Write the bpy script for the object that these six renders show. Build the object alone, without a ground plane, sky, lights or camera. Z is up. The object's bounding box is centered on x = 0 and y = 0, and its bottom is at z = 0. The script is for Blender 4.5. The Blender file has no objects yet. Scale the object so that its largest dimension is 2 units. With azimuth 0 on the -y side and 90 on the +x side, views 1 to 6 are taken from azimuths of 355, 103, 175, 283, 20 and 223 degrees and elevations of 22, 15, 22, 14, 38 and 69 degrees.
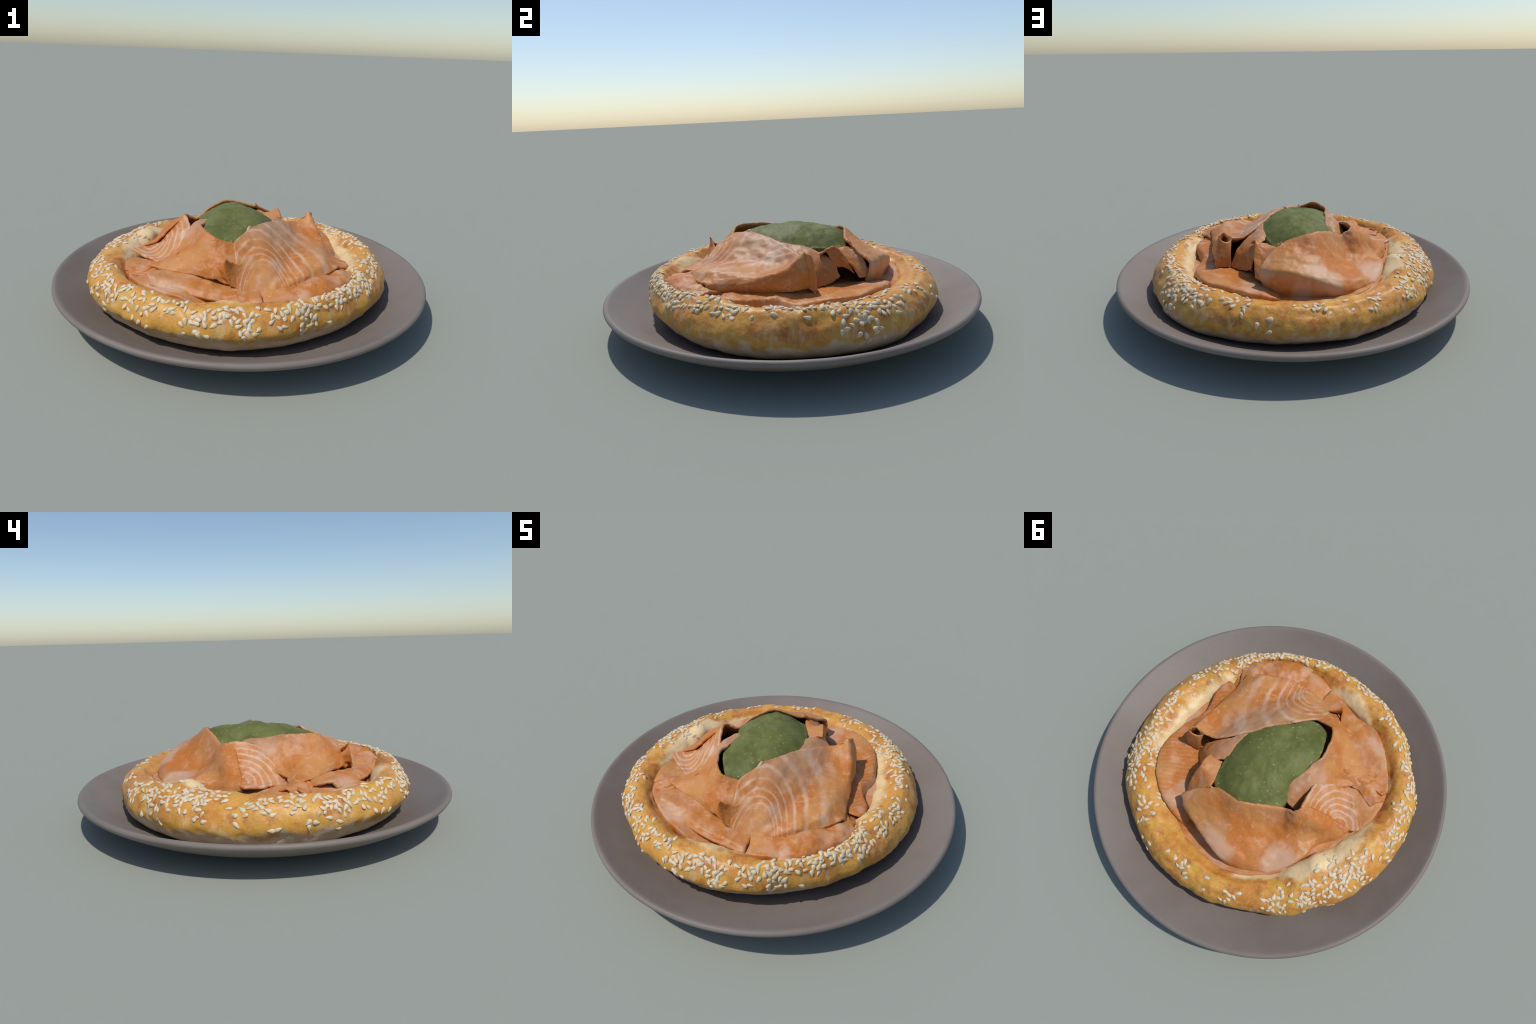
import bpy, math, random
import numpy as np
from mathutils import noise, Vector, Matrix

random.seed(7)
rng = np.random.default_rng(11)
COL = bpy.context.scene.collection


# ------------------------------------------------------------------ helpers
def new_object(name, verts, faces, mat, parent=None, smooth=True):
    me = bpy.data.meshes.new(name)
    me.from_pydata([tuple(map(float, v)) for v in verts], [], faces)
    if smooth:
        me.polygons.foreach_set("use_smooth", [True] * len(me.polygons))
    me.materials.append(mat)
    ob = bpy.data.objects.new(name, me)
    COL.objects.link(ob)
    if parent is not None:
        ob.parent = parent
    return ob


def nz(x, y, z=0.0, octaves=2):
    return noise.fractal(Vector((x, y, z)), 0.6, 2.1, octaves)


def periodic(table, theta):
    """smooth periodic interpolation of evenly spaced values, theta in radians"""
    n = len(table)
    u = (theta / math.tau) % 1.0 * n
    i = int(u)
    f = u - i
    p = [table[(i + k) % n] for k in (-1, 0, 1, 2)]
    return 0.5 * (2 * p[1] + (p[2] - p[0]) * f + (2 * p[0] - 5 * p[1] + 4 * p[2] - p[3]) * f * f
                  + (3 * p[1] - p[0] - 3 * p[2] + p[3]) * f ** 3)


def closed_spline(points, n):
    """centripetal Catmull-Rom through closed control points, n even samples"""
    P = np.array(points, float)
    m = len(P)
    out = []
    for i in range(m):
        p = [P[(i + k) % m] for k in (-1, 0, 1, 2)]
        t = [0.0]
        for a, b in zip(p, p[1:]):
            t.append(t[-1] + max(1e-6, np.linalg.norm((b - a)[:3])) ** 0.5)
        for u in np.linspace(t[1], t[2], 24, endpoint=False):
            A = [(t[j + 1] - u) / (t[j + 1] - t[j]) * p[j] + (u - t[j]) / (t[j + 1] - t[j]) * p[j + 1] for j in range(3)]
            B = [(t[j + 2] - u) / (t[j + 2] - t[j]) * A[j] + (u - t[j]) / (t[j + 2] - t[j]) * A[j + 1] for j in range(2)]
            out.append((t[2] - u) / (t[2] - t[1]) * B[0] + (u - t[1]) / (t[2] - t[1]) * B[1])
    out = np.array(out)
    d = np.r_[0, np.cumsum(np.linalg.norm(np.diff(np.vstack([out, out[:1]])[:, :3], axis=0), axis=1))]
    s = np.linspace(0, d[-1], n, endpoint=False)
    loop = np.vstack([out, out[:1]])
    return np.stack([np.interp(s, d, loop[:, k]) for k in range(P.shape[1])], -1)


class Spline2D:
    """thin plate spline height z(x, y)"""
    def __init__(self, pts, smooth=2e-4):
        P = np.array(pts, float)
        self.xy = P[:, :2]
        n = len(P)
        K = self.k(self.xy[:, None] - self.xy[None]) + smooth * np.eye(n)
        Q = np.c_[np.ones(n), self.xy]
        A = np.block([[K, Q], [Q.T, np.zeros((3, 3))]])
        self.w = np.linalg.solve(A, np.r_[P[:, 2], 0, 0, 0])

    @staticmethod
    def k(d):
        r2 = (d ** 2).sum(-1) + 1e-12
        return 0.5 * r2 * np.log(r2)

    def __call__(self, xy):
        xy = np.atleast_2d(xy)
        return self.k(xy[:, None] - self.xy[None]) @ self.w[:-3] + np.c_[np.ones(len(xy)), xy] @ self.w[-3:]


def mound(name, outline, inner, centre, mat, parent, n=220, rings=34, wobble=0.004,
                 ragged=0.004, seed=0.0, smooth=2e-4, lip=0.004, plump=0.0):
    """A soft mass with a height field over a closed outline, falling away at its rim.
    outline: (x, y, z, fall) around its rim; fall = how far the rim hangs down below z.
    inner: (x, y, z) points that the surface passes through."""
    L = closed_spline(outline, n)
    for i in range(n):
        a = L[i]
        L[i, 0] += ragged * nz(a[0] * 40, a[1] * 40, seed)
        L[i, 1] += ragged * nz(a[0] * 40, a[1] * 40, seed + 5)
    tps = Spline2D([p[:3] for p in outline] + list(inner), smooth)
    c = np.array(centre, float)
    nxt, prv = np.roll(L, -1, 0), np.roll(L, 1, 0)
    tan = (nxt - prv)[:, :2]
    tan /= np.linalg.norm(tan, axis=1)[:, None] + 1e-9
    out = np.stack([tan[:, 1], -tan[:, 0]], -1)
    if ((L[:, :2] - c) * out).sum() < 0:
        out = -out
    for _ in range(4):
        out = (out + np.roll(out, 1, 0) + np.roll(out, -1, 0)) / 3
    out /= np.linalg.norm(out, axis=1)[:, None]
    verts = []
    for k in range(1, rings + 1):
        s = 1 - (1 - k / rings) ** 1.25
        xy = c + (L[:, :2] - c) * s
        z = tps(xy)
        z = z * (1 - s ** 8) + L[:, 2] * s ** 8 + plump * (0.05 - s ** 6)
        for (x, y), h in zip(xy, z):
            h += wobble * nz(x * 9, y * 9, seed + 2) + 0.35 * wobble * nz(x * 26, y * 26, seed + 3)
            verts.append((x, y, h))
    rim = np.array(verts[-n:])
    steps = 7
    for k in range(1, steps + 1):
        u = k / steps
        ang = u * math.pi / 2
        for i in range(n):
            fall = L[i, 3]
            bulge = lip * math.sin(min(1, u * 2.2) * math.pi / 2) - 0.10 * fall * u * u
            verts.append((rim[i, 0] + out[i, 0] * bulge, rim[i, 1] + out[i, 1] * bulge,
                          rim[i, 2] - fall * (0.25 * u + 0.75 * u ** 1.6)))
    faces = []
    total = rings + steps
    for k in range(total - 1):
        for i in range(n):
            j = (i + 1) % n
            faces.append((k * n + i, (k + 1) * n + i, (k + 1) * n + j, k * n + j))
    verts.append((c[0], c[1], float(tps(c[None])[0])))
    for i in range(n):
        faces.append((len(verts) - 1, i, (i + 1) % n))
    faces.append([(total - 1) * n + i for i in range(n)])
    ob = new_object(name, verts, faces, mat, parent)
    me = ob.data
    me.update()
    if sum(p.normal.z for p in me.polygons) < 0:
        me.flip_normals()
    return ob


def spline_rows(P, per):
    """Catmull-Rom along axis 0 of an (m, ..., 3) control array"""
    m = len(P)
    E = np.concatenate([[2 * P[0] - P[1]], P, [2 * P[-1] - P[-2]]])
    out = []
    for i in range(m - 1):
        p0, p1, p2, p3 = E[i:i + 4]
        for f in np.arange(per) / per:
            out.append(0.5 * (2 * p1 + (p2 - p0) * f + (2 * p0 - 5 * p1 + 4 * p2 - p3) * f * f + (3 * p1 - p0 - 3 * p2 + p3) * f ** 3))
    out.append(P[-1])
    return np.array(out)


def grid_normals(G):
    n = np.cross(np.gradient(G, axis=0), np.gradient(G, axis=1))
    return n / (np.linalg.norm(n, axis=-1, keepdims=True) + 1e-9)


def lofted_slice(name, sections, mat, parent, thick=0.015, per=(14, 12), wobble=0.0055, ragged=0.004, seed=0.0):
    """A thin slice lofted through cross-sections; each section runs from its
    upper edge down to its hem.  Closed, with a rounded rim."""
    C = np.array(sections, float)
    G = spline_rows(C, per[0])
    G = spline_rows(G.transpose(1, 0, 2), per[1]).transpose(1, 0, 2)
    N = grid_normals(G)
    if N[..., 2].mean() < 0:
        G = G[::-1].copy()
        N = grid_normals(G)
    m, k = G.shape[:2]
    du, dv = np.gradient(G, axis=0), np.gradient(G, axis=1)
    du /= np.linalg.norm(du, axis=-1, keepdims=True) + 1e-9
    dv /= np.linalg.norm(dv, axis=-1, keepdims=True) + 1e-9
    for i in range(m):
        for j in range(k):
            x, y, z = G[i, j]
            w = wobble * (nz(x * 11, y * 11, z * 11 + seed * 7) + 0.45 * nz(x * 30, y * 30, z * 30 + seed * 3))
            G[i, j] += N[i, j] * w
            edge = min(i, m - 1 - i, (k - 1 - j), j)
            if edge < 5:
                q = ragged * (1 - edge / 5) * nz(x * 24 + seed, y * 24, z * 24, 3)
                G[i, j] += (dv[i, j] if min(j, k - 1 - j) == edge else du[i, j]) * q
    N = grid_normals(G)
    B = G - N * thick
    verts = list(G.reshape(-1, 3)) + list(B.reshape(-1, 3))
    faces = []
    for i in range(m - 1):
        for j in range(k - 1):
            a, b, c, d = i * k + j, (i + 1) * k + j, (i + 1) * k + j + 1, i * k + j + 1
            faces.append((a, b, c, d))
            faces.append(tuple(m * k + t for t in (d, c, b, a)))
    loop = [(i, 0) for i in range(m)] + [(m - 1, j) for j in range(1, k)] + [(i, k - 1) for i in range(m - 2, -1, -1)] + [(0, j) for j in range(k - 2, 0, -1)]
    base = len(verts)
    for i, j in loop:
        o = np.zeros(3)
        if i == 0: o -= du[i, j]
        if i == m - 1: o += du[i, j]
        if j == 0: o -= dv[i, j]
        if j == k - 1: o += dv[i, j]
        o /= np.linalg.norm(o) + 1e-9
        verts.append(G[i, j] - N[i, j] * thick * 0.5 + o * thick * 0.45)
    for t in range(len(loop)):
        u = (t + 1) % len(loop)
        p, q = loop[t][0] * k + loop[t][1], loop[u][0] * k + loop[u][1]
        faces.append((q, p, base + t, base + u))
        faces.append((base + u, base + t, m * k + p, m * k + q))
    ob = new_object(name, verts, faces, mat, parent)
    return ob


# ---------------------------------------------------------------- materials
class Graph:
    def __init__(self, name):
        self.mat = bpy.data.materials.new(name)
        self.mat.use_nodes = True
        self.t = self.mat.node_tree
        self.bsdf = self.t.nodes["Principled BSDF"]
        self.co = self.node("ShaderNodeTexCoord").outputs["Object"]

    def node(self, kind, **kw):
        n = self.t.nodes.new(kind)
        for k, v in kw.items():
            setattr(n, k, v)
        return n

    def link(self, a, b):
        self.t.links.new(a, b)

    def put(self, sock, v):
        if isinstance(v, bpy.types.NodeSocket):
            self.link(v, sock)
        elif isinstance(v, (tuple, list)) and len(v) == 3 and sock.type == "RGBA":
            sock.default_value = (*v, 1)
        else:
            sock.default_value = v

    def noise(self, scale, detail=4, rough=0.55, vec=None, distortion=0.0):
        n = self.node("ShaderNodeTexNoise")
        self.put(n.inputs["Vector"], vec or self.co)
        n.inputs["Scale"].default_value, n.inputs["Detail"].default_value = scale, detail
        n.inputs["Roughness"].default_value, n.inputs["Distortion"].default_value = rough, distortion
        return n.outputs["Fac"]

    def math(self, op, a, b=0.0, clamp=False):
        n = self.node("ShaderNodeMath", operation=op, use_clamp=clamp)
        self.put(n.inputs[0], a)
        self.put(n.inputs[1], b)
        return n.outputs[0]

    def ramp(self, v, a, b, lo=0.0, hi=1.0):
        n = self.node("ShaderNodeMapRange", interpolation_type="SMOOTHSTEP", clamp=True)
        self.put(n.inputs["Value"], v)
        for k, x in zip(("From Min", "From Max", "To Min", "To Max"), (a, b, lo, hi)):
            n.inputs[k].default_value = x
        return n.outputs[0]

    def mix(self, f, a, b, blend="MIX"):
        n = self.node("ShaderNodeMix", data_type="RGBA", blend_type=blend)
        self.put(n.inputs[0], f)
        self.put(n.inputs[6], a)
        self.put(n.inputs[7], b)
        return n.outputs[2]

    def xyz(self, vec=None):
        n = self.node("ShaderNodeSeparateXYZ")
        self.put(n.inputs[0], vec or self.co)
        return n.outputs

    def mapped(self, loc=(0, 0, 0), rot=(0, 0, 0), scale=(1, 1, 1)):
        n = self.node("ShaderNodeMapping", vector_type="TEXTURE")
        self.put(n.inputs[0], self.co)
        n.inputs[1].default_value, n.inputs[2].default_value, n.inputs[3].default_value = loc, rot, scale
        return n.outputs[0]

    def length(self, vec):
        n = self.node("ShaderNodeVectorMath", operation="LENGTH")
        self.put(n.inputs[0], vec)
        return n.outputs["Value"]

    def bump(self, h, strength=0.3, dist=0.004):
        n = self.node("ShaderNodeBump")
        n.inputs["Strength"].default_value, n.inputs["Distance"].default_value = strength, dist
        self.put(n.inputs["Height"], h)
        self.link(n.outputs[0], self.bsdf.inputs["Normal"])

    def done(self, colour, rough=0.6, spec=0.3):
        self.put(self.bsdf.inputs["Base Color"], colour)
        self.put(self.bsdf.inputs["Roughness"], rough)
        self.bsdf.inputs["Specular IOR Level"].default_value = spec
        return self.mat


def plate_material():
    g = Graph("stoneware")
    c = g.mix(g.ramp(g.noise(3.5, 3), 0.35, 0.65), (0.188, 0.153, 0.127), (0.206, 0.174, 0.150))  # whole plate tinted browner than its grey-pink sunlit side, towards the shaded side
    c = g.mix(g.ramp(g.noise(60, 3), 0.4, 0.7, 0, 0.25), c, (0.175, 0.150, 0.138))
    g.bump(g.noise(70, 3), 0.25, 0.003)
    return g.done(c, 0.55, 0.35)


def crust_material():
    g = Graph("baked_crust")
    x, y, z = g.xyz()
    n1, n2, n3 = g.noise(4.5, 4), g.noise(14, 5, 0.6), g.noise(75, 3)
    r = g.math("SQRT", g.math("ADD", g.math("MULTIPLY", x, x), g.math("MULTIPLY", y, y)))
    c = g.mix(g.ramp(n1, 0.40, 0.60), (0.60, 0.295, 0.052), (0.54, 0.220, 0.038))
    c = g.mix(g.ramp(n2, 0.49, 0.65, 0, 0.85), c, (0.39, 0.130, 0.024))
    c = g.mix(g.ramp(g.noise(8, 4), 0.52, 0.68, 0, 0.8), c, (0.60, 0.34, 0.045))
    c = g.mix(g.ramp(g.noise(6.3, 4), 0.58, 0.72, 0, 0.40), c, (0.65, 0.43, 0.15))
    # paler, yellower flanks, then unbaked underside
    zz = g.math("ADD", z, g.math("MULTIPLY", g.math("SUBTRACT", n2, 0.5), 0.16))
    zz = g.math("ADD", zz, g.math("MULTIPLY", g.math("SUBTRACT", n1, 0.5), 0.12))
    c = g.mix(g.ramp(zz, 0.215, 0.16), c, (0.57, 0.29, 0.045))
    c = g.mix(g.ramp(zz, 0.160, 0.118), c, (0.63, 0.49, 0.31))
    ang = g.math("ARCTAN2", y, x)
    comb = g.node("ShaderNodeCombineXYZ")
    g.put(comb.inputs[0], g.math("MULTIPLY", g.math("COSINE", ang), 9.0))
    g.put(comb.inputs[1], g.math("MULTIPLY", g.math("SINE", ang), 9.0))
    g.put(comb.inputs[2], g.math("MULTIPLY", z, 5.0))
    streak = g.noise(1.6, 5, 0.6, vec=comb.outputs[0])
    low = g.math("MULTIPLY", g.ramp(streak, 0.52, 0.64), g.ramp(z, 0.25, 0.19))
    c = g.mix(g.math("MULTIPLY", low, 0.5), c, (0.66, 0.48, 0.25))
    # soft dough in the hollow where it was pressed in
    rr = g.math("ADD", r, g.math("MULTIPLY", g.math("SUBTRACT", n2, 0.5), 0.10))
    rr = g.math("ADD", rr, g.math("MULTIPLY", g.math("SUBTRACT", g.noise(2.3, 2), 0.5), 0.34))
    c = g.mix(g.ramp(rr, 0.655, 0.60), c, (0.72, 0.55, 0.30))
    c = g.mix(g.ramp(n3, 0.45, 0.75, 0, 0.30), c, (0.70, 0.44, 0.20))
    g.bump(g.math("ADD", n3, g.math("MULTIPLY", n2, 1.5)), 0.35, 0.005)
    return g.done(c, 0.42, 0.35)


def seed_material():
    g = Graph("sesame")
    n = g.node("ShaderNodeObjectInfo").outputs["Random"]
    c = g.mix(g.ramp(g.noise(9, 2), 0.35, 0.65), (0.60, 0.475, 0.305), (0.68, 0.57, 0.41))
    c = g.mix(g.ramp(n, 0.6, 1.0, 0, 0.5), c, (0.68, 0.52, 0.30))
    return g.done(c, 0.5, 0.3)


def pesto_material():
    g = Graph("green_sauce")
    c = g.mix(g.ramp(g.noise(7, 4), 0.35, 0.65), (0.096, 0.110, 0.026), (0.148, 0.158, 0.044))
    c = g.mix(g.ramp(g.noise(45, 4), 0.55, 0.72, 0, 0.7), c, (0.17, 0.20, 0.085))
    v = g.node("ShaderNodeTexVoronoi")
    g.put(v.inputs["Vector"], g.co)
    v.inputs["Scale"].default_value = 28
    c = g.mix(g.ramp(v.outputs["Distance"], 0.17, 0.07, 0, 0.8), c, (0.30, 0.32, 0.14))
    v2 = g.node("ShaderNodeTexVoronoi")
    g.put(v2.inputs["Vector"], g.co)
    v2.inputs["Scale"].default_value = 47
    c = g.mix(g.ramp(v2.outputs["Distance"], 0.13, 0.05, 0, 0.8), c, (0.035, 0.045, 0.015))
    g.bump(g.noise(40, 4), 0.35, 0.005)
    return g.done(c, 0.55, 0.2)


def salmon_material(name, focus=None, rot=0.0, stretch=(1, 1, 1), period=0.05, reach=0.3, strength=0.75, lines=None, tone=0.5, spread=False,
                    shift=0.0, spot=None):
    """orange flesh, pale fat lines curving round a focus point (nested arches)
    or running straight across (lines = angle)."""
    g = Graph(name)
    n1, n2, n3 = g.noise(5, 3, 0.5), g.noise(16, 4), g.noise(110, 4, 0.65)
    deep, flesh, pink, pale = (0.475, 0.155, 0.023), (0.52, 0.226, 0.067), (0.53, 0.262, 0.128), (0.57, 0.355, 0.230)
    c = g.mix(g.ramp(n1, 0.40, 0.60), deep, flesh)
    c = g.mix(g.ramp(n2, 0.62 - 0.2 * tone, 0.82 - 0.2 * tone), c, pink)
    c = g.mix(g.ramp(g.noise(7.5, 4, 0.6, distortion=1.5), 0.56, 0.70, 0, 0.6), c, (0.52, 0.180, 0.088))
    c = g.mix(g.ramp(g.noise(3.2, 3), 0.57, 0.70, 0, 0.75), c, pale)
    c = g.mix(g.ramp(g.noise(11, 5, 0.6, distortion=2.5), 0.58, 0.66, 0, 0.45), c, pale)
    x, y, z = g.xyz()
    r = g.math("SQRT", g.math("ADD", g.math("MULTIPLY", x, x), g.math("MULTIPLY", y, y)))
    r = g.math("ADD", r, g.math("MULTIPLY", g.math("SUBTRACT", n1, 0.5), 0.35))
    c = g.mix(g.ramp(r, 0.36, 0.22, 0, 0.55), c, (0.44, 0.275, 0.170))
    if spot is not None:
        d = g.length(g.mapped(spot[0], (0, 0, 0), (spot[1], spot[1] * 1.3, spot[1] * 3)))
        d = g.math("ADD", d, g.math("MULTIPLY", g.math("SUBTRACT", n2, 0.5), 0.9))
        c = g.mix(g.ramp(d, 1.0, 0.5, 0, 0.8), c, pale)
    if focus is not None:
        m = g.mapped(focus, (0, 0, rot), stretch)
        d = g.math("ADD", g.length(m), g.math("MULTIPLY", g.math("SUBTRACT", n1, 0.5), 0.05))
        ph = g.math("DIVIDE", 1.0, d) if spread else d
        w = g.math("COSINE", g.math("SUBTRACT", g.math("MULTIPLY", ph, math.tau / period), shift))
        band = g.ramp(g.math("ADD", w, g.math("MULTIPLY", g.math("SUBTRACT", n2, 0.5), 2.0)), 0.0, 1.25)
        band = g.math("MULTIPLY", band, g.ramp(g.noise(6.5, 3), 0.35, 0.6, 0.45, 1.0))
        band = g.math("MULTIPLY", band, g.ramp(d, reach, reach * 0.8))
        if spread:
            band = g.math("MULTIPLY", band, g.ramp(d, 0.17, 0.26))
        c = g.mix(g.math("MULTIPLY", band, strength), c, (0.64, 0.43, 0.30))
    if lines is not None:
        m = g.mapped((0, 0, 0), (0, 0, lines))
        d = g.math("ADD", g.xyz(m)[0], g.math("MULTIPLY", g.math("SUBTRACT", n1, 0.5), 0.06))
        w = g.math("SINE", g.math("MULTIPLY", d, math.tau / period))
        band = g.ramp(g.math("ADD", w, g.math("MULTIPLY", g.math("SUBTRACT", n2, 0.5), 1.6)), 0.45, 1.1)
        c = g.mix(g.math("MULTIPLY", band, strength), c, (0.62, 0.37, 0.22))
    c = g.mix(g.ramp(n3, 0.50, 0.72, 0, 0.28), c, (0.60, 0.36, 0.22))
    g.bump(g.math("ADD", n3, n2), 0.22, 0.004)
    g.bsdf.inputs["Subsurface Weight"].default_value = 0.20
    g.bsdf.inputs["Subsurface Radius"].default_value = (1.0, 0.45, 0.25)
    g.bsdf.inputs["Subsurface Scale"].default_value = 0.018
    return g.done(c, 0.47, 0.30)


M_PLATE, M_CRUST, M_SEED, M_PESTO = plate_material(), crust_material(), seed_material(), pesto_material()


# -------------------------------------------------------------------- plate
def build_plate():
    prof = [(0.0, 0.030), (0.30, 0.030), (0.52, 0.032), (0.62, 0.035), (0.70, 0.043), (0.76, 0.058), (0.82, 0.084), (0.88, 0.116),
            (0.92, 0.138), (0.945, 0.1535), (0.965, 0.165), (0.975, 0.171), (0.985, 0.1740), (0.993, 0.1715), (0.9985, 0.165), (1.0, 0.157),
            (0.994, 0.147), (0.980, 0.135), (0.95, 0.116), (0.90, 0.086), (0.85, 0.062), (0.78, 0.038), (0.70, 0.0215), (0.62, 0.011),
            (0.585, 0.004), (0.57, 0.0), (0.545, 0.0), (0.53, 0.006), (0.30, 0.009), (0.0, 0.009)]
    n = 220
    verts, faces = [], []
    for r, z in prof[1:-1]:
        for i in range(n):
            a = math.tau * i / n
            k = 0.0012 * nz(math.cos(a) * 3, math.sin(a) * 3, r * 4)
            verts.append((r * math.cos(a), r * math.sin(a), z + (k if z > 0.02 else 0)))
    m = len(prof) - 2
    for k in range(m - 1):
        for i in range(n):
            j = (i + 1) % n
            faces.append((k * n + i, (k + 1) * n + i, (k + 1) * n + j, k * n + j))
    verts += [(0, 0, prof[0][1]), (0, 0, prof[-1][1])]
    for i in range(n):
        j = (i + 1) % n
        faces.append((len(verts) - 2, i, j))
        faces.append((len(verts) - 1, (m - 1) * n + j, (m - 1) * n + i))
    ob = new_object("plate", verts, faces, M_PLATE)
    ob["label"] = "shallow round grey-brown stoneware plate with rounded rim"
    ob["category"] = "plate"
    return ob


# -------------------------------------------------------------------- bread
BREAD_CENTRE = (-0.0086, -0.0018)
# outer and inner radius every 22.5 degrees, starting at +x, counter-clockwise
R_OUT = [0.810, 0.812, 0.822, 0.803, 0.787, 0.779, 0.777, 0.796, 0.814, 0.820, 0.804, 0.803, 0.788, 0.772, 0.770, 0.790]
R_FOOT = [0.006, 0.012, 0.010, 0.0, -0.002, -0.002, 0.0, 0.0, 0.0, -0.006, -0.020, -0.022, -0.013, -0.018, -0.018, -0.010]
R_IN = [0.572, 0.590, 0.575, 0.590, 0.588, 0.600, 0.566, 0.530, 0.555, 0.628, 0.626, 0.618, 0.580, 0.640, 0.645, 0.570]
# how far the inner slope leans outward, and how much the crest is lifted
R_LEAN = [0.060, 0.045, 0.012, 0.010, 0.012, 0.010, 0.0, 0.0, 0.0, 0.0, 0.0, 0.0, 0.01, 0.0, 0.0, 0.010]
LIFT = [-0.010, -0.010, -0.012, -0.018, -0.024, -0.024, -0.014, 0.004, 0.002, 0.002, -0.005, -0.004, -0.008, -0.005, 0.004, 0.006]
SAG = [0.002, 0.003, 0.005, 0.010, 0.022, 0.020, 0.012, 0.002, 0.0, 0.0, 0.0, 0.0, 0.0, 0.0, 0.0, 0.0]


def bread_point(theta, s):
    """s runs 0..1 from the inner foot over the crest to the outer foot"""
    ri, ro, ft = periodic(R_IN, theta), periodic(R_OUT, theta), periodic(R_FOOT, theta)
    ln, up, sag = periodic(R_LEAN, theta), periodic(LIFT, theta), periodic(SAG, theta)
    w = ro - ri
    prof = [(ri + 0.02, 0.100), (ri - 0.004, 0.165), (ri + 0.004 + 0.3 * ln, 0.218), (ri + 0.030 + 0.8 * ln, 0.254 + 0.8 * up),
            (ri + 0.33 * w + 0.5 * ln, 0.279 + up), (ri + 0.50 * w + 0.2 * ln, 0.282 + 0.8 * up - 0.6 * sag),
            (ri + 0.66 * w, 0.271 - sag), (ri + 0.80 * w, 0.247 - 0.7 * sag), (ri + 0.92 * w, 0.211), (ro + 0.2 * ft, 0.165), (ro - 0.012 + ft, 0.120), (ro - 0.040 + ft, 0.080),
            (ro - 0.085 + ft, 0.055), (ro - 0.15 + 0.5 * ft, 0.041), (ro - 0.22, 0.038)]
    u = s * (len(prof) - 1)
    i = min(int(u), len(prof) - 2)
    f = u - i
    p = [np.array(prof[min(max(i + k, 0), len(prof) - 1)]) for k in (-1, 0, 1, 2)]
    r, z = 0.5 * (2 * p[1] + (p[2] - p[0]) * f + (2 * p[0] - 5 * p[1] + 4 * p[2] - p[3]) * f * f
                  + (3 * p[1] - p[0] - 3 * p[2] + p[3]) * f ** 3)
    x, y = r * math.cos(theta), r * math.sin(theta)
    lump = 0.012 * nz(x * 5, y * 5, z * 5 + 3) + 0.005 * nz(x * 15, y * 15, z * 15) + 0.0022 * nz(x * 45, y * 45, z * 45)
    # a blister of dough pushed up on the inner edge at the left
    blister = math.exp(-((x + 0.515) ** 2 + (y - 0.235) ** 2) / 0.0045)
    z += 0.040 * blister * min(1.0, max(0.0, (z - 0.15) / 0.08))
    fade = min(1.0, max(0.0, (z - 0.045) / 0.06))
    cr, cz = (ri + ro) / 2, 0.16
    d = math.hypot(r - cr, z - cz) + 1e-6
    r += (r - cr) / d * lump * fade
    z += (z - cz) / d * lump * fade
    return Vector((BREAD_CENTRE[0] + r * math.cos(theta), BREAD_CENTRE[1] + r * math.sin(theta), z))


def build_bread(parent):
    n, m = 420, 64
    verts = [bread_point(math.tau * i / n, k / (m - 1)) for i in range(n) for k in range(m)]
    faces = []
    for i in range(n):
        j = (i + 1) % n
        for k in range(m - 1):
            faces.append((i * m + k, i * m + k + 1, j * m + k + 1, j * m + k))
        faces.append((i * m + m - 1, i * m, j * m, j * m + m - 1))
    return new_object("bread_ring", verts, faces, M_CRUST, parent)


def seed_mesh(k):
    r = random.Random(50 + k)
    n, m = 12, 8
    l, w, h = 0.0180 * r.uniform(0.9, 1.1), 0.0110 * r.uniform(0.9, 1.1), 0.0056
    verts, faces = [(-l, 0, 0)], []
    for i in range(1, n):
        t = i / n
        x = -l + 2 * l * t
        prof = math.sin(math.pi * t ** 0.72) ** 0.8 * (0.62 + 0.38 * (1 - t))
        for j in range(m):
            a = math.tau * j / m
            verts.append((x, w * prof * math.cos(a) * 1.1, h * prof * math.sin(a) * 1.1))
    verts.append((l, 0, 0))
    for j in range(m):
        q = (j + 1) % m
        faces.append((0, 1 + q, 1 + j))
        faces.append((len(verts) - 1, 1 + (n - 2) * m + j, 1 + (n - 2) * m + q))
        for i in range(n - 2):
            a = 1 + i * m
            faces.append((a + j, a + q, a + m + q, a + m + j))
    me = bpy.data.meshes.new("sesame_seed")
    me.from_pydata(verts, [], faces)
    me.polygons.foreach_set("use_smooth", [True] * len(me.polygons))
    me.materials.append(M_SEED)
    return me


# patches of seeds: (angle, half width in degrees, place across the ring, half width, how many)
SEED_PATCHES = [(-144, 13, .50, .12, 66), (-128, 6, .46, .10, 6), (-113, 8, .50, .10, 32), (-97, 7, .45, .12, 22), (-76, 10, .45, .13, 42),
                (-55, 9, .40, .12, 46), (-38, 8, .38, .14, 44), (-25, 6, .42, .10, 12), (-10, 8, .38, .11, 22), (12, 10, .34, .14, 36),
                (39, 10, .42, .16, 78), (58, 7, .36, .10, 16), (76, 6, .44, .14, 7), (95, 7, .42, .14, 9), (112, 7, .50, .12, 8),
                (131, 6, .50, .08, 14), (148, 8, .48, .12, 48), (164, 9, .44, .13, 52), (-173, 8, .48, .10, 14), (-161, 5, .46, .10, 12)]


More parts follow.
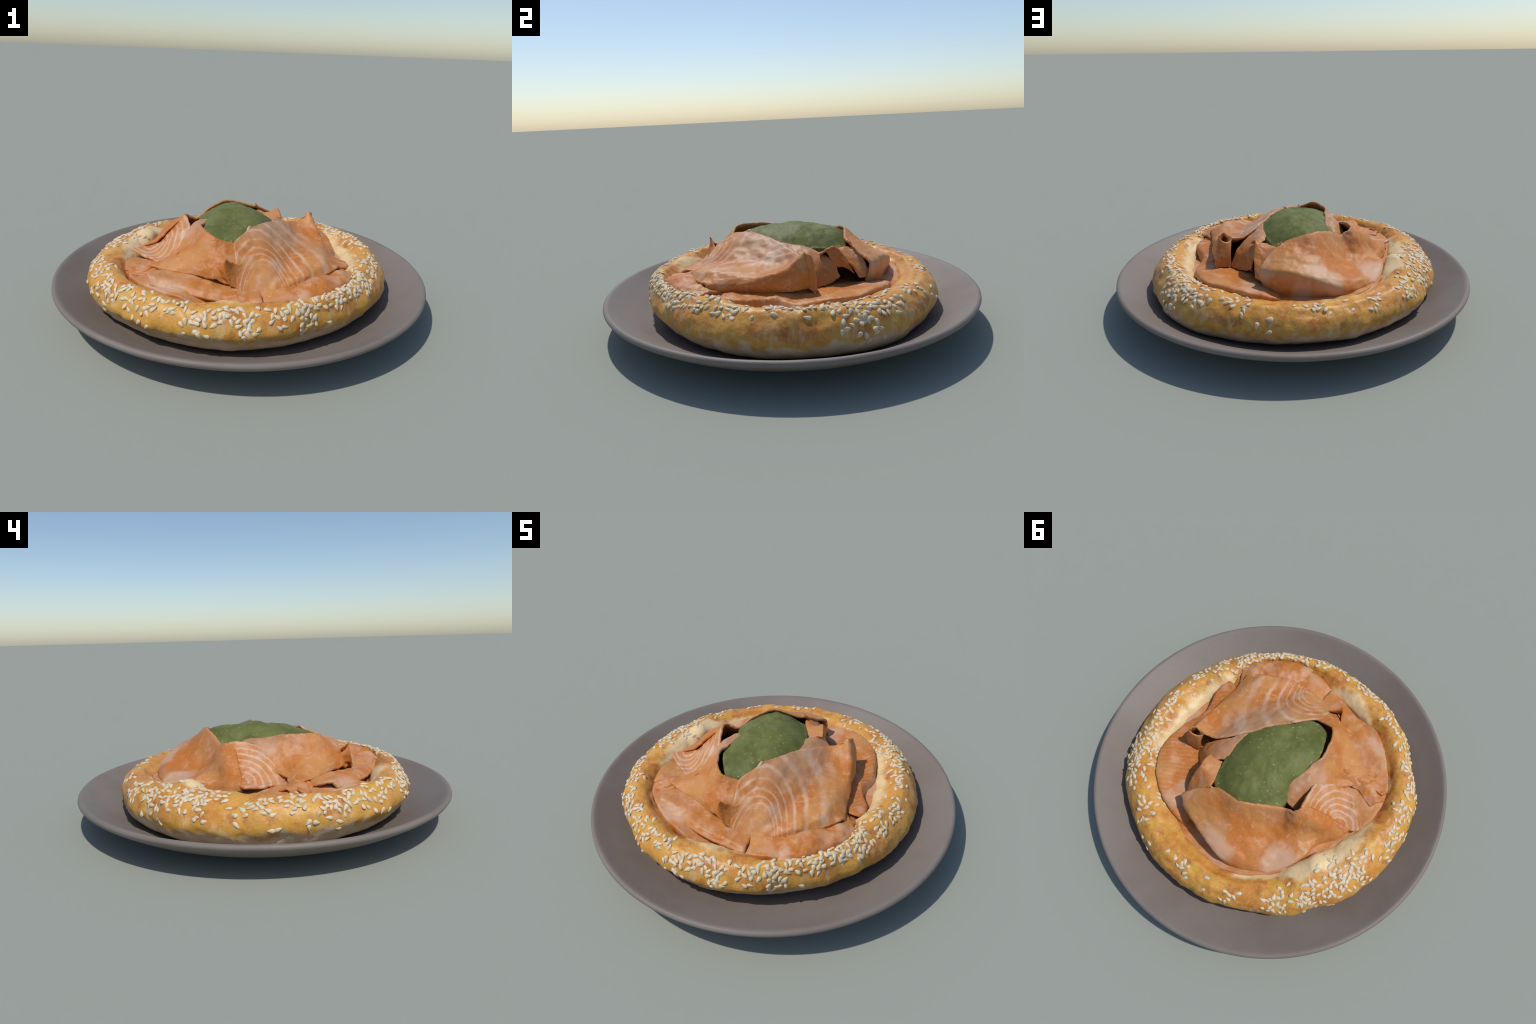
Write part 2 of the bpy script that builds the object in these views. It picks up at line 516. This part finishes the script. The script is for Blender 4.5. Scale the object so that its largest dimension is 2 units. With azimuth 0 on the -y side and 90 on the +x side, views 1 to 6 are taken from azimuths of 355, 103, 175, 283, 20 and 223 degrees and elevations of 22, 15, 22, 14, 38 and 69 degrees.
def build_seeds(parent):
    meshes = [seed_mesh(k) for k in range(6)]
    r = random.Random(3)
    placed, mats = [], []
    for ang, half, mid, spread, count in SEED_PATCHES:
        tries = done = 0
        clumps = [(ang + half * max(-1.6, min(1.6, r.gauss(0, 0.7))), mid + spread * max(-1.6, min(1.6, r.gauss(0, 0.6)))) for _ in range(max(2, count // 6))]
        while done < count and tries < count * 25:
            tries += 1
            if r.random() < 0.78:
                ca, cs = r.choice(clumps)
                th, s = math.radians(ca + r.gauss(0, 2.1)), cs + r.gauss(0, 0.034)
            else:
                th = math.radians(ang + half * max(-1.9, min(1.9, r.gauss(0, 0.8))))
                s = mid + spread * max(-1.9, min(1.9, r.gauss(0, 0.7)))
            if not 0.17 < s < 0.80:
                continue
            p = bread_point(th, s)
            if any((p - q).length_squared < 0.0180 ** 2 for q in placed):
                continue
            a = bread_point(th + 0.01, s) - bread_point(th - 0.01, s)
            b = bread_point(th, s + 0.01) - bread_point(th, s - 0.01)
            nrm = a.cross(b).normalized()
            if nrm.z < 0 and s < 0.6:
                nrm = -nrm
            placed.append(p)
            x = (a.normalized() * math.cos(t := r.uniform(0, math.tau)) + b.normalized() * math.sin(t))
            x = (x - nrm * x.dot(nrm) + nrm * r.gauss(0, 0.12)).normalized()
            y = nrm.cross(x).normalized()
            zz = x.cross(y)
            M = Matrix((x, y, zz)).transposed().to_4x4()
            k = r.uniform(0.88, 1.12)
            mats.append(Matrix.Translation(p + nrm * 0.0002) @ M @ Matrix.Scale(k, 4))
            done += 1
    order = list(range(len(mats)))
    r.shuffle(order)
    for i in order[:300]:
        ob = bpy.data.objects.new("sesame_seed", meshes[i % 6])
        COL.objects.link(ob)
        ob.parent = parent
        ob.matrix_local = mats[i]
    verts, faces = [], []
    for i in order[300:]:
        me, base = meshes[i % 6], len(verts)
        verts += [mats[i] @ v.co for v in me.vertices]
        faces += [[base + v for v in p.vertices] for p in me.polygons]
    ob = new_object("sesame_seed_scatter", verts, faces, M_SEED, parent)
    ob["kind"] = "stuff"


# ------------------------------------------------------------------ filling
def build_filling(parent):
    m_bed = salmon_material("salmon_bed", tone=0.8)
    m_side = salmon_material("salmon_side", lines=2.31, period=0.024, strength=0.24, tone=0.4)
    # nested arches: the spacing widens away from the focus
    m_front = salmon_material("salmon_front", focus=(0.08, -0.62, 0.3), stretch=(0.5, 1.0, 100.0), period=0.475, shift=0.126 * math.tau, spread=True,
                              reach=0.80, strength=0.75, tone=0.6)
    m_left = salmon_material("salmon_left", tone=0.4)
    m_fan = salmon_material("salmon_fan", focus=(-0.50, 0.0, 0.28), period=0.036, reach=0.34, strength=0.85, tone=1.0)
    m_back = salmon_material("salmon_back", tone=0.2, spot=((-0.40, 0.37, 0.26), 0.11))

    # the layer that fills the hollow of the bread
    ring = []
    for k in range(24):
        a = math.tau * k / 24
        rad = periodic(R_IN, a) + 0.012
        deg = math.degrees(a)
        z = 0.195 if 45 < deg < 75 else 0.215 if 45 < deg < 118 else 0.237 if 118 < deg < 185 else 0.205 if 255 < deg < 275 else 0.258 if 185 < deg < 335 else 0.20
        ring.append((BREAD_CENTRE[0] + rad * math.cos(a), BREAD_CENTRE[1] + rad * math.sin(a), z, 0.08))
    mound("salmon_bed", ring,
                 [(0, 0, .27), (.2, 0, .25), (.2, .3, .23), (-.2, .3, .24), (0, .45, .20), (.12, .42, .215), (-.3, 0, .27), (-.47, -.28, .272), (-.552, -.27, .278),
                  (-.53, -.17, .265), (.39, -.40, .285), (.30, -.50, .275), (.46, -.36, .285), (.10, -.55, .250), (-.2, -.5, .260), (-.3, -.3, .285),
                  (.5, -.2, .25), (-.40, -.46, .262)], (0, 0), m_bed, parent, wobble=.008, seed=1)

    # flat slice on the right, its cut edge showing
    lofted_slice("salmon_slice", [
        [(.42, -.23, .262), (.455, -.22, .265), (.535, -.225, .267), (.558, -.225, .240)],
        [(.40, -.12, .258), (.44, -.10, .262), (.545, -.13, .256), (.562, -.13, .225)],
        [(.36, -.02, .252), (.43, -.01, .260), (.505, .0, .250), (.530, .0, .195)],
        [(.30, .08, .248), (.42, .12, .258), (.530, .13, .240), (.558, .13, .195)],
        [(.25, .18, .245), (.38, .22, .256), (.520, .255, .268), (.545, .26, .240)],
        [(.21, .26, .240), (.33, .33, .254), (.475, .385, .272), (.495, .395, .245)],
        [(.19, .32, .238), (.27, .40, .250), (.375, .475, .274), (.385, .49, .240)],
        [(.16, .38, .232), (.20, .45, .245), (.250, .53, .256), (.250, .545, .222)],
        [(.11, .42, .222), (.12, .48, .222), (.110, .543, .222), (.105, .555, .195)]], m_side, parent, wobble=.006, seed=2)

    # folded layers along the front
    lofted_slice("salmon_slice", [
        [(-.468, -.320, .276), (-.470, -.370, .292), (-.460, -.422, .300), (-.450, -.450, .262)],
        [(-.38, -.315, .288), (-.39, -.38, .290), (-.395, -.435, .292), (-.40, -.475, .258)],
        [(-.29, -.355, .290), (-.30, -.41, .285), (-.318, -.460, .284), (-.325, -.500, .260)],
        [(-.20, -.40, .282), (-.21, -.455, .276), (-.215, -.510, .272), (-.22, -.545, .250)],
        [(-.09, -.44, .266), (-.09, -.49, .262), (-.10, -.548, .262), (-.10, -.58, .242)],
        [(.05, -.46, .252), (.06, -.52, .250), (.06, -.578, .255), (.06, -.61, .238)]], m_bed, parent, wobble=.006, seed=3)
    lofted_slice("salmon_slice", [
        [(.18, -.44, .255), (.215, -.51, .270), (.23, -.585, .272), (.235, -.635, .250)],
        [(.28, -.40, .280), (.305, -.475, .298), (.325, -.565, .288), (.335, -.60, .255)],
        [(.37, -.34, .280), (.39, -.42, .296), (.415, -.495, .280), (.425, -.525, .240)],
        [(.43, -.29, .272), (.465, -.36, .296), (.495, -.425, .282), (.505, -.45, .240)],
        [(.455, -.24, .255), (.49, -.27, .275), (.535, -.33, .272), (.55, -.345, .238)]], m_bed, parent, wobble=.009, seed=12)
    # scrap tucked behind the shell-shaped slice
    lofted_slice("salmon_slice", [
        [(-.38, -.24, .318), (-.43, -.235, .290), (-.47, -.225, .275)],
        [(-.40, -.265, .318), (-.45, -.275, .290), (-.51, -.27, .278)],
        [(-.41, -.285, .308), (-.47, -.30, .282), (-.555, -.28, .281)],
        [(-.42, -.305, .290), (-.48, -.335, .272), (-.565, -.32, .260)]], m_bed, parent, wobble=.008, seed=13)

    # rippled lip between the saddle-shaped slice and the scrap
    lofted_slice("salmon_slice", [
        [(-.32, -.205, .330), (-.340, -.240, .344), (-.350, -.285, .312)],
        [(-.37, -.205, .308), (-.386, -.250, .320), (-.392, -.300, .302)],
        [(-.42, -.205, .290), (-.430, -.240, .302), (-.445, -.290, .288)],
        [(-.46, -.215, .282), (-.475, -.258, .298), (-.490, -.320, .278)],
        [(-.51, -.200, .276), (-.520, -.240, .284), (-.540, -.290, .272)],
        [(-.55, -.190, .270), (-.565, -.225, .282), (-.590, -.270, .262)]], m_bed, parent, thick=.010, wobble=.006, seed=17)

    # slice that wraps the left front of the green mound like a saddle
    lofted_slice("salmon_slice", [
        [(.0, -.30, .435), (-.005, -.36, .400), (-.01, -.42, .345), (-.015, -.46, .300), (-.02, -.48, .270)],
        [(-.051, -.325, .431), (-.065, -.375, .400), (-.078, -.425, .362), (-.09, -.462, .325), (-.09, -.475, .280)],
        [(-.10, -.335, .440), (-.115, -.372, .412), (-.13, -.405, .378), (-.15, -.435, .340), (-.165, -.447, .295)],
        [(-.150, -.335, .457), (-.17, -.36, .418), (-.19, -.385, .378), (-.215, -.405, .330), (-.225, -.412, .295)],
        [(-.187, -.295, .466), (-.22, -.32, .408), (-.25, -.34, .358), (-.285, -.36, .322), (-.30, -.372, .290)],
        [(-.210, -.235, .467), (-.25, -.26, .396), (-.295, -.28, .355), (-.35, -.305, .322), (-.40, -.33, .295)],
        [(-.226, -.165, .464), (-.262, -.190, .408), (-.312, -.22, .352), (-.385, -.255, .318), (-.47, -.285, .300)],
        [(-.215, -.09, .452), (-.257, -.110, .422), (-.298, -.140, .370), (-.35, -.185, .318), (-.43, -.23, .290)],
        [(-.200, -.01, .440), (-.245, -.02, .438), (-.282, -.033, .412), (-.305, -.055, .372), (-.35, -.09, .310)],
        [(-.185, .05, .430), (-.230, .058, .420), (-.272, .055, .390), (-.325, .046, .340), (-.42, .035, .292)],
        [(-.19, .10, .405), (-.235, .118, .388), (-.275, .120, .362), (-.325, .110, .328), (-.42, .10, .288)]], m_left, parent, seed=4, wobble=.005)

    # big front slice with the nested fat arches, lifted to a corner on the right, its right flank hanging down
    lofted_slice("salmon_slice", [
        [(.030, -.208, .470), (-.012, -.268, .453), (-.054, -.343, .426), (-.046, -.425, .366), (-.056, -.465, .315), (-.052, -.488, .265)],
        [(.060, -.165, .468), (.040, -.25, .450), (.022, -.345, .404), (.010, -.43, .345), (.0, -.487, .275), (.0, -.503, .246)],
        [(.11, -.10, .461), (.105, -.22, .440), (.105, -.335, .390), (.115, -.43, .334), (.125, -.50, .268), (.13, -.52, .248)],
        [(.166, -.018, .444), (.192, -.13, .405), (.210, -.24, .376), (.224, -.345, .336), (.244, -.455, .310), (.25, -.478, .282)],
        [(.225, .05, .422), (.25, -.06, .384), (.272, -.15, .361), (.303, -.27, .353), (.34, -.385, .336), (.355, -.425, .292)],
        [(.285, .112, .402), (.305, .01, .360), (.335, -.09, .350), (.37, -.21, .348), (.395, -.325, .342), (.415, -.375, .298)],
        [(.348, .142, .410), (.365, .055, .362), (.39, -.04, .340), (.415, -.15, .338), (.432, -.25, .326), (.457, -.338, .310)],
        [(.392, .152, .443), (.425, .075, .378), (.440, -.03, .340), (.452, -.14, .317), (.460, -.225, .306), (.478, -.314, .305)],
        [(.428, .172, .370), (.452, .085, .325), (.455, -.02, .302), (.466, -.13, .295), (.470, -.22, .280), (.486, -.306, .285)],
        [(.434, .190, .285), (.450, .085, .268), (.446, -.02, .258), (.452, -.13, .255), (.462, -.22, .262), (.475, -.295, .265)]],
        m_front, parent, seed=5, ragged=.0025)
    # its lower left corner curls up into a little ear
    lofted_slice("salmon_slice", [
        [(-.010, -.415, .362), (-.022, -.450, .322), (-.028, -.486, .268)],
        [(-.050, -.440, .366), (-.064, -.468, .328), (-.058, -.496, .275)],
        [(-.085, -.462, .385), (-.100, -.485, .345), (-.085, -.500, .290)],
        [(-.100, -.478, .402), (-.118, -.478, .355), (-.100, -.485, .300)],
        [(-.122, -.455, .366), (-.138, -.445, .340), (-.130, -.455, .308)],
        [(-.152, -.425, .342), (-.160, -.425, .325), (-.150, -.440, .296)]], m_left, parent, thick=.008, ragged=.003, seed=10)

    # the raised corner is rolled into a little hollow tube
    lofted_slice("salmon_slice", [
        [(.390, .151, .444), (.415, .160, .370), (.430, .175, .290)],
        [(.408, .168, .440), (.428, .180, .360), (.440, .190, .272)],
        [(.411, .190, .428), (.428, .205, .350), (.436, .212, .268)],
        [(.395, .190, .405), (.405, .205, .335), (.412, .214, .264)],
        [(.370, .178, .390), (.377, .197, .330), (.384, .209, .264)],
        [(.348, .160, .396), (.356, .190, .335), (.359, .200, .266)],
        [(.346, .143, .408), (.352, .170, .345), (.355, .180, .275)],
        [(.365, .138, .425), (.370, .155, .360), (.375, .165, .285)]], m_left, parent, thick=.009, wobble=.002, ragged=.002, seed=14)

    # flap hanging from the sauce behind the tube, over a dark hollow
    lofted_slice("salmon_slice", [
        [(.165, -.005, .436), (.240, .080, .398), (.315, .158, .340), (.356, .194, .264)],
        [(.168, .03, .432), (.232, .110, .402), (.298, .188, .345), (.333, .220, .262)],
        [(.168, .07, .428), (.222, .145, .404), (.270, .222, .350), (.300, .250, .262)],
        [(.162, .115, .416), (.212, .180, .398), (.246, .248, .352), (.268, .280, .268)],
        [(.155, .16, .398), (.203, .212, .390), (.228, .272, .358), (.244, .303, .285)]], m_left, parent, thick=.009, ragged=.006, seed=6)

    # curling lip between that flap and the back slice, its hollow facing outward
    lofted_slice("salmon_slice", [
        [(.236, .205, .396), (.205, .205, .396), (.155, .185, .388)],
        [(.230, .240, .419), (.195, .240, .408), (.142, .230, .388)],
        [(.217, .275, .431), (.183, .285, .409), (.120, .285, .398)],
        [(.222, .300, .414), (.180, .325, .386), (.110, .340, .402)],
        [(.227, .325, .388), (.185, .355, .356), (.125, .380, .396)],
        [(.231, .368, .335), (.200, .395, .320), (.158, .413, .360)],
        [(.229, .402, .278), (.212, .425, .276), (.190, .440, .300)]], m_left, parent, thick=.011, ragged=.002, seed=15)
    lofted_slice("salmon_slice", [
        [(.226, .235, .410), (.238, .262, .372), (.232, .290, .330)],
        [(.219, .275, .428), (.233, .295, .380), (.228, .320, .330)],
        [(.223, .302, .410), (.234, .322, .365), (.226, .345, .315)],
        [(.227, .330, .380), (.233, .350, .340), (.224, .370, .295)]], m_left, parent, thick=.009, ragged=.002, seed=16)

    # smooth slice at the back; its left end turns under in a blunt fold
    lofted_slice("salmon_slice", [
        [(.10, .350, .428), (.132, .373, .413), (.178, .419, .380), (.204, .454, .350), (.208, .452, .300), (.195, .432, .245)],
        [(.06, .318, .438), (.085, .375, .418), (.115, .435, .385), (.135, .490, .348), (.137, .497, .290), (.125, .485, .205)],
        [(0, .315, .455), (.012, .38, .418), (.030, .45, .376), (.042, .517, .343), (.037, .516, .285), (.022, .498, .195)],
        [(-.067, .308, .469), (-.082, .365, .412), (-.085, .44, .362), (-.075, .532, .318), (-.078, .540, .270), (-.085, .520, .195)],
        [(-.13, .275, .466), (-.16, .335, .370), (-.180, .41, .326), (-.190, .520, .290), (-.200, .545, .250), (-.21, .540, .200)],
        [(-.20, .215, .440), (-.235, .275, .330), (-.27, .36, .287), (-.300, .450, .276), (-.325, .475, .250), (-.335, .48, .215)],
        [(-.25, .170, .405), (-.285, .225, .322), (-.33, .30, .286), (-.365, .375, .272), (-.395, .425, .246), (-.395, .43, .21)],
        [(-.28, .160, .412), (-.325, .19, .355), (-.37, .215, .302), (-.415, .25, .284), (-.47, .265, .274), (-.475, .27, .23)],
        [(-.300, .157, .425), (-.345, .155, .403), (-.395, .152, .343), (-.437, .149, .292), (-.465, .158, .268), (-.48, .165, .24)],
        [(-.318, .130, .436), (-.374, .100, .406), (-.432, .09, .364), (-.474, .08, .305), (-.525, .065, .276), (-.54, .06, .248)],
        [(-.325, .09, .437), (-.376, .055, .397), (-.430, .03, .350), (-.482, .01, .312), (-.545, -.005, .294), (-.56, -.01, .264)]],
        m_back, parent, seed=7)

    # shell-shaped slice on the left
    lofted_slice("salmon_slice", [
        [(-.322, .10, .440), (-.37, .060, .388), (-.42, .03, .334), (-.47, .01, .300), (-.53, .01, .278)],
        [(-.305, .04, .440), (-.36, .0, .375), (-.42, -.02, .318), (-.49, -.03, .286), (-.588, -.038, .292)],
        [(-.290, -.02, .425), (-.345, -.06, .372), (-.405, -.07, .320), (-.47, -.075, .278), (-.545, -.085, .282)],
        [(-.280, -.075, .398), (-.335, -.105, .345), (-.39, -.115, .303), (-.44, -.12, .274), (-.50, -.123, .275)],
        [(-.286, -.15, .360), (-.33, -.155, .325), (-.37, -.16, .297), (-.41, -.165, .275), (-.45, -.165, .272)],
        [(-.303, -.218, .320), (-.33, -.21, .308), (-.355, -.205, .296), (-.38, -.20, .285), (-.40, -.195, .278)]], m_fan, parent, seed=8)

    # green sauce mound
    mound("green_sauce", [(-.135, -.302, .428, .10), (-.05, -.300, .440, .10), (.04, -.19, .466, .10), (.115, -.09, .458, .1), (.168, -.01, .438, .1), (.175, .1, .420, .1),
                          (.150, .2, .412, .1), (.1, .310, .405, .1), (.03, .328, .432, .1), (-.067, .318, .458, .1), (-.15, .265, .450, .1), (-.21, .20, .430, .1),
                          (-.238, .14, .405, .1), (-.205, .06, .436, .1), (-.218, -.05, .442, .1), (-.205, -.163, .450, .1), (-.168, -.25, .445, .1)],
          [(-.05, .03, .500), (-.03, .17, .480), (-.03, -.1, .478), (-.14, .0, .485), (.05, .0, .484), (-.1, .2, .476), (-.1, -.2, .458), (.08, .15, .462),
           (-.16, .12, .466), (.115, .05, .462), (0, .27, .460), (.09, -.06, .474), (.03, -.14, .478), (-.17, -.1, .470), (-.15, .20, .462), (-.03, -.25, .462)],
         (-.03, .02), M_PESTO, parent, wobble=.008, seed=9, plump=.012)


build_plate()
root = bpy.data.objects.new("filled_bread", None)
COL.objects.link(root)
root["label"] = "round sesame bread filled with smoked salmon and green sauce"
root["category"] = "filled bread"
bread = build_bread(root)
build_seeds(bread)
build_filling(root)
